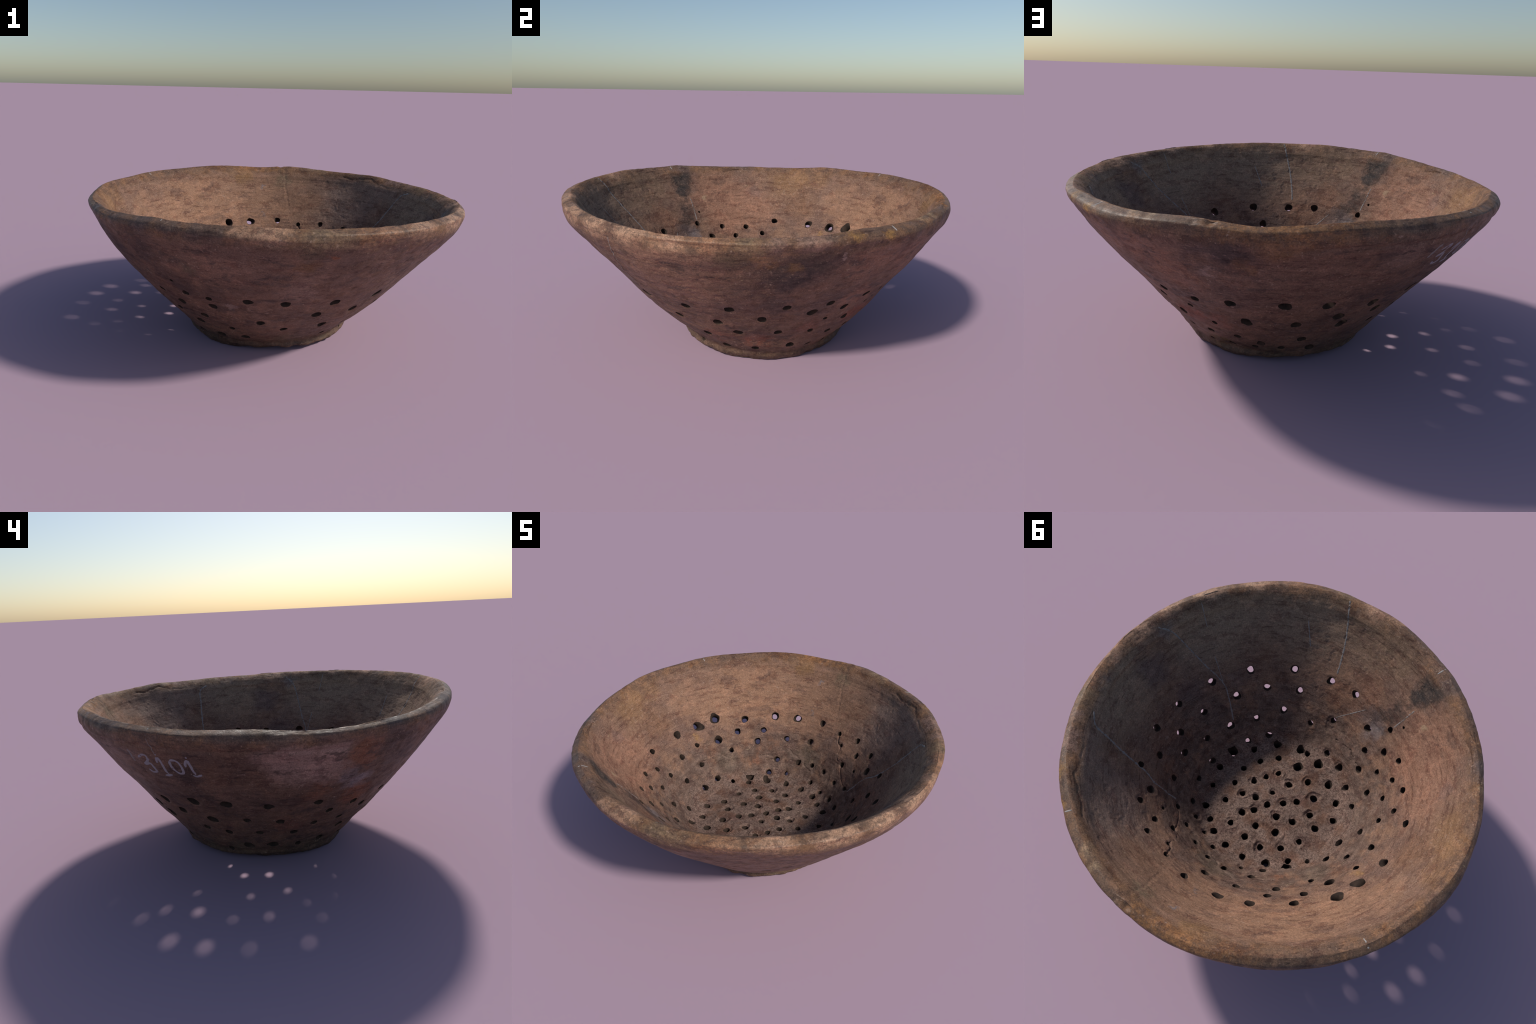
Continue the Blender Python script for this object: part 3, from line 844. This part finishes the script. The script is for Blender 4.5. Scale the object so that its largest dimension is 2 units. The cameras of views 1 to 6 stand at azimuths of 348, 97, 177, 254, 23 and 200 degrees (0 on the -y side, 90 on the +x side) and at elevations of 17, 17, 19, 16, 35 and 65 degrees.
    scuff = t.math("MULTIPLY", t.ramp(t.noise(where, 46, 7, .78), .57, .66), t.ramp(t.noise(where, 4.5, 2, .5), .42, .60))
    col = t.mix(t.math("MULTIPLY", scuff, .50 if inner else .75), col, TINT["scuffpale"])
    wipe = t.noise(t.vec("ADD", t.stretched(where, 6, 6, 100), t.vec("SCALE", w2, scale=2.0)), 1.7, 4, .6)
    col = t.mix(t.math("MULTIPLY", t.ramp(wipe, .58, .68, 0, .5), t.ramp(t.noise(where, 5, 2, .5), .46, .60)), col, t.mix(1.0, col, (1.6, 1.55, 1.55, 1), "MULTIPLY"))
    fleck = t.math("MULTIPLY", t.ramp(t.noise(where, 95, 3, .6), .66, .70), t.ramp(t.noise(where, 8, 3, .6), .47, .60))
    col = t.mix(t.math("MULTIPLY", fleck, .6), col, TINT["scuffpale"])
    crumb = t.node("ShaderNodeTexVoronoi")
    t.put(crumb.inputs["Vector"], warped)
    crumb.inputs["Scale"].default_value = 34
    hit = t.math("MULTIPLY", t.ramp(crumb.outputs["Distance"], .16, .09), t.ramp(t.vec("DOT_PRODUCT", crumb.outputs["Color"], (1, 0, 0)), .86, .88))
    col = t.mix(t.math("MULTIPLY", hit, .55), col, TINT["cream"])
    pit = t.noise(where, 85, 4, .7)
    col = t.mix(t.ramp(pit, .66, .76, 0, .6), col, TINT["pit"])
    col = t.mix(t.ramp(grain, .42, .75, 0, .22), col, t.mix(1.0, col, (.55, .52, .52, 1), "MULTIPLY"))

    col = t.mix(1.0, col, (1.03, 1.02, 1.02, 1) if inner else (.97, .955, .90, 1), "MULTIPLY")

    bs = t.node("ShaderNodeBsdfPrincipled")
    t.put(bs.inputs["Base Color"], col)
    t.put(bs.inputs["Roughness"], t.math("SUBTRACT", t.ramp(mottle, .35, .7, .70, .90) if inner else t.ramp(mottle, .35, .7, .50, .72), t.math("MULTIPLY", band, .04)))
    bs.inputs["Specular IOR Level"].default_value = .12 if inner else .30
    height = t.math("ADD", t.math("MULTIPLY", fine_streak, .6), t.math("ADD", t.math("MULTIPLY", mottle, .8), t.math("MULTIPLY", t.math("ADD", grain, pit), .35)))
    bump = t.node("ShaderNodeBump")
    bump.inputs["Strength"].default_value = .40
    bump.inputs["Distance"].default_value = .006
    t.put(bump.inputs["Height"], height)
    t.put(bs.inputs["Normal"], bump.outputs[0])
    out = t.node("ShaderNodeOutputMaterial")
    t.t.links.new(bs.outputs[0], out.inputs[0])
    return t.mat


def paint(name, pale, under, cover):
    """Chalky paint or glue, worn so that the clay shows through."""
    t = Tree(name)
    where = t.node("ShaderNodeTexCoord").outputs["Object"]
    n = t.noise(where, 60, 5, .7)
    col = t.mix(t.ramp(n, cover, cover + .16), pale, under)
    bs = t.node("ShaderNodeBsdfPrincipled")
    t.put(bs.inputs["Base Color"], col)
    bs.inputs["Roughness"].default_value = .8
    bs.inputs["Specular IOR Level"].default_value = .2
    out = t.node("ShaderNodeOutputMaterial")
    t.t.links.new(bs.outputs[0], out.inputs[0])
    return t.mat


M_OUT = clay("outer_clay", TINT["outbase"], TINT["outbase2"], OUTSIDE_STAINS, (.56, .51, .50, 1), False)
M_IN = clay("inner_clay", TINT["inbase"], TINT["inbase2"], INSIDE_STAINS, (.62, .56, .54, 1), True)
t = Tree("hole_clay")
where = t.node("ShaderNodeTexCoord").outputs["Object"]
bs = t.node("ShaderNodeBsdfPrincipled")
t.put(bs.inputs["Base Color"], t.mix(t.ramp(t.noise(where, 40, 5, .65), .35, .68), TINT["hole"], TINT["holedark"]))
bs.inputs["Roughness"].default_value = .85
bs.inputs["Specular IOR Level"].default_value = .15
t.t.links.new(bs.outputs[0], t.node("ShaderNodeOutputMaterial").inputs[0])
M_HOLE = t.mat
M_PAINT = paint("number_paint", TINT["number"], TINT["numberworn"], .56)
M_GLUE = paint("seam_filler", TINT["seam"], TINT["seamworn"], .50)
M_WHITE = paint("white_paint", TINT["white"], TINT["seamworn"], .62)

# ----------------------------------------------------------------------------------------------
#  SPLIT THE BODY INTO PARTS that share border points and normals
# ----------------------------------------------------------------------------------------------
graph = bpy.context.evaluated_depsgraph_get()
whole = bpy.data.meshes.new_from_object(body.evaluated_get(graph))
for tool in tools:
    bpy.data.objects.remove(tool)
bpy.data.objects.remove(body)
whole.polygons.foreach_set("use_smooth", np.ones(len(whole.polygons), bool))
whole.set_sharp_from_angle(angle=math.radians(48))
nv, npoly, nloop = len(whole.vertices), len(whole.polygons), len(whole.loops)
co = np.empty(nv * 3, np.float32); whole.vertices.foreach_get("co", co); co = co.reshape(-1, 3)
ls = np.empty(npoly, np.int32); whole.polygons.foreach_get("loop_start", ls)
lt = np.empty(npoly, np.int32); whole.polygons.foreach_get("loop_total", lt)
mi = np.empty(npoly, np.int32); whole.polygons.foreach_get("material_index", mi)
lv = np.empty(nloop, np.int32); whole.loops.foreach_get("vertex_index", lv)
cn = np.empty(nloop * 3, np.float32); whole.corner_normals.foreach_get("vector", cn); cn = cn.reshape(-1, 3)
cen = np.empty(npoly * 3, np.float32); whole.polygons.foreach_get("center", cen); cen = cen.reshape(-1, 3)
print("body", nv, npoly, "slots", np.bincount(mi))

lo_h, lo_c = HEIGHT[(np.round((np.arctan2(cen[:, 1], cen[:, 0]) % TAU) / TAU * AROUND).astype(int)) % AROUND], np.hypot(cen[:, 0], cen[:, 1])
part = np.where(cen[:, 2] > lo_h - .075, 0, np.where((cen[:, 2] < .055) | ((lo_c < .40) & (cen[:, 2] < .13)), 2, 1))

colander = bpy.data.objects.new("clay_colander", None)
bpy.context.collection.objects.link(colander)
colander["label"] = "worn reddish brown clay colander bowl pierced with many holes"
colander["category"] = "colander"


def child(name, me, parent=None):
    o = bpy.data.objects.new(name, me)
    bpy.context.collection.objects.link(o)
    o.parent = parent or colander
    return o


loop_poly = np.repeat(np.arange(npoly), lt)
for k, name in enumerate(("rim", "wall", "pierced_base")):
    sel = part == k
    ids = lv[sel[loop_poly]]
    used, inv = np.unique(ids, return_inverse=True)
    me = bpy.data.meshes.new(name)
    me.vertices.add(len(used)); me.vertices.foreach_set("co", co[used].ravel())
    me.loops.add(len(ids)); me.loops.foreach_set("vertex_index", inv.astype(np.int32).ravel())
    me.polygons.add(int(sel.sum()))
    me.polygons.foreach_set("loop_start", np.concatenate([[0], np.cumsum(lt[sel])[:-1]]).astype(np.int32))
    for m in (M_OUT, M_IN, M_HOLE):
        me.materials.append(m)
    me.polygons.foreach_set("material_index", mi[sel])
    me.update(calc_edges=True)
    me.polygons.foreach_set("use_smooth", np.ones(int(sel.sum()), bool))
    me.normals_split_custom_set(cn[sel[loop_poly]].tolist())
    child(name, me)

# ----------------------------------------------------------------------------------------------
#  PAINTED NUMBER, SEAM FILLER AND REGISTRATION MARKS: thin raised strokes laid on the clay
# ----------------------------------------------------------------------------------------------
tris = [tuple(lv[a:a + n]) for a, n in zip(ls[mi < 2], lt[mi < 2])]
skin = BVHTree.FromPolygons([tuple(v) for v in co], tris)


def smooth_line(pts, gap):
    pts = [np.array(p, float) for p in pts]
    ext = [2 * pts[0] - pts[1]] + pts + [2 * pts[-1] - pts[-2]]
    out = []
    for a, b, c, d in zip(ext, ext[1:], ext[2:], ext[3:]):
        n = max(2, int(np.linalg.norm(c - b) / gap))
        for s in np.arange(n) / n:
            out.append(.5 * (2 * b + (c - a) * s + (2 * a - 5 * b + 4 * c - d) * s * s + (3 * b - a - 3 * c + d) * s ** 3))
    return out + [pts[-1]]


def stroke(name, lines, half, mat, parent, proud=.0009, wander=.15, gap=.005):
    verts, faces = [], []
    for line in lines:
        path = smooth_line(line, gap)
        prev = None
        for k, p in enumerate(path):
            q, n, _, _ = skin.find_nearest(Vector(p))
            ahead = Vector(path[min(k + 1, len(path) - 1)] - path[max(k - 1, 0)]).normalized()
            out = Vector((p[0], p[1], 0)).normalized()
            face = n
            side = ahead.cross(face).normalized()
            taper = min(1, .45 + min(k, len(path) - 1 - k) * .3)
            w = half * taper * (1 + wander * 2 * (random.random() - .5))
            base = len(verts)
            for s, h in ((-1.25, -.0012), (-.8, proud * .7), (0, proud), (.8, proud * .7), (1.25, -.0012)):
                c, cn_, _, _ = skin.find_nearest(q + side * w * s)
                verts.append(c + face * h)
            if prev is not None:
                for j in range(4):
                    faces.append((prev + j, prev + j + 1, base + j + 1, base + j))
            prev = base
    me = bpy.data.meshes.new(name)
    me.from_pydata([tuple(v) for v in verts], [], faces)
    me.materials.append(mat)
    me.update()
    me.polygons.foreach_set("use_smooth", np.ones(len(me.polygons), bool))
    return child(name, me, parent)


number = child("inventory_number", None)
DIGITS = [
    [[(-0.578, 0.743, 0.647), (-0.612, 0.732, 0.664), (-0.626, 0.718, 0.661), (-0.611, 0.709, 0.637), (-0.573, 0.717, 0.612), (-0.604, 0.700, 0.619), (-0.601, 0.685, 0.600), (-0.592, 0.673, 0.579), (-0.568, 0.686, 0.572), (-0.563, 0.703, 0.586)]],
    [[(-0.644, 0.675, 0.629), (-0.663, 0.678, 0.651), (-0.674, 0.672, 0.656), (-0.659, 0.657, 0.626), (-0.639, 0.642, 0.590), (-0.636, 0.629, 0.573)], [(-0.613, 0.641, 0.563), (-0.629, 0.629, 0.565), (-0.650, 0.616, 0.572)], [(-0.680, 0.685, 0.676), (-0.679, 0.680, 0.671)]],
    [[(-0.706, 0.632, 0.647), (-0.721, 0.622, 0.654), (-0.731, 0.606, 0.647), (-0.726, 0.590, 0.625), (-0.708, 0.578, 0.595), (-0.692, 0.583, 0.583), (-0.682, 0.599, 0.589), (-0.684, 0.616, 0.608), (-0.693, 0.627, 0.628), (-0.706, 0.632, 0.647)]],
    [[(-0.736, 0.573, 0.622), (-0.755, 0.575, 0.645), (-0.771, 0.570, 0.657), (-0.758, 0.558, 0.632), (-0.743, 0.544, 0.603), (-0.734, 0.533, 0.585)], [(-0.724, 0.543, 0.581), (-0.729, 0.528, 0.574), (-0.751, 0.510, 0.585)], [(-0.783, 0.576, 0.677), (-0.779, 0.573, 0.670)]],
]
for lines in DIGITS:
    stroke("digit", lines, .0068, M_PAINT, number)

SEAMS = [
    ([(0.830, -0.425, 0.745), (0.772, -0.457, 0.700), (0.706, -0.463, 0.612), (0.612, -0.450, 0.519), (0.491, -0.437, 0.406), (0.448, -0.401, 0.341), (0.414, -0.359, 0.279), (0.389, -0.323, 0.232)], .0030),
    ([(0.684, -0.650, 0.766), (0.635, -0.592, 0.655)], .0016),
    ([(0.565, -0.511, 0.527), (0.491, -0.437, 0.406)], .0018),
    ([(0.898, 0.140, 0.723), (0.862, 0.194, 0.696), (0.803, 0.206, 0.613), (0.718, 0.220, 0.503), (0.637, 0.230, 0.416), (0.582, 0.255, 0.369), (0.512, 0.259, 0.292), (0.474, 0.259, 0.246)], .0034),
    ([(-0.056, -0.932, 0.803), (-0.076, -0.873, 0.720), (-0.095, -0.809, 0.632), (-0.105, -0.738, 0.542), (-0.106, -0.689, 0.484)], .0036),
    ([(0.134, -0.836, 0.671), (0.087, -0.760, 0.557)], .0022),
    ([(-0.501, -0.481, 0.470), (-0.548, -0.521, 0.554), (-0.573, -0.543, 0.599)], .0024),
    ([(-0.176, -0.525, 0.308), (-0.329, -0.563, 0.431)], .0020),
    ([(-0.698, 0.716, 0.747), (-0.689, 0.702, 0.709), (-0.680, 0.686, 0.677)], .0020),
    ([(-0.569, 0.784, 0.687), (-0.526, 0.755, 0.619)], .0060),
    ([(0.884, -0.479, 0.727), (0.853, -0.487, 0.672), (0.790, -0.490, 0.595), (0.704, -0.495, 0.522), (0.654, -0.461, 0.454)], .0014),
]
for line, half in SEAMS:
    stroke("seam_filler", [line], half * 1.35, M_GLUE, None, proud=.0006, wander=.5)
for line in ([(-.607, -.667, .785), (-.640, -.700, .800)], [(.696, .636, .769), (.735, .660, .772)], [(-.661, .679, .770), (-.695, .710, .760)]):
    stroke("paint_mark", [line], .0032, M_WHITE, None, proud=.0008, wander=.2)
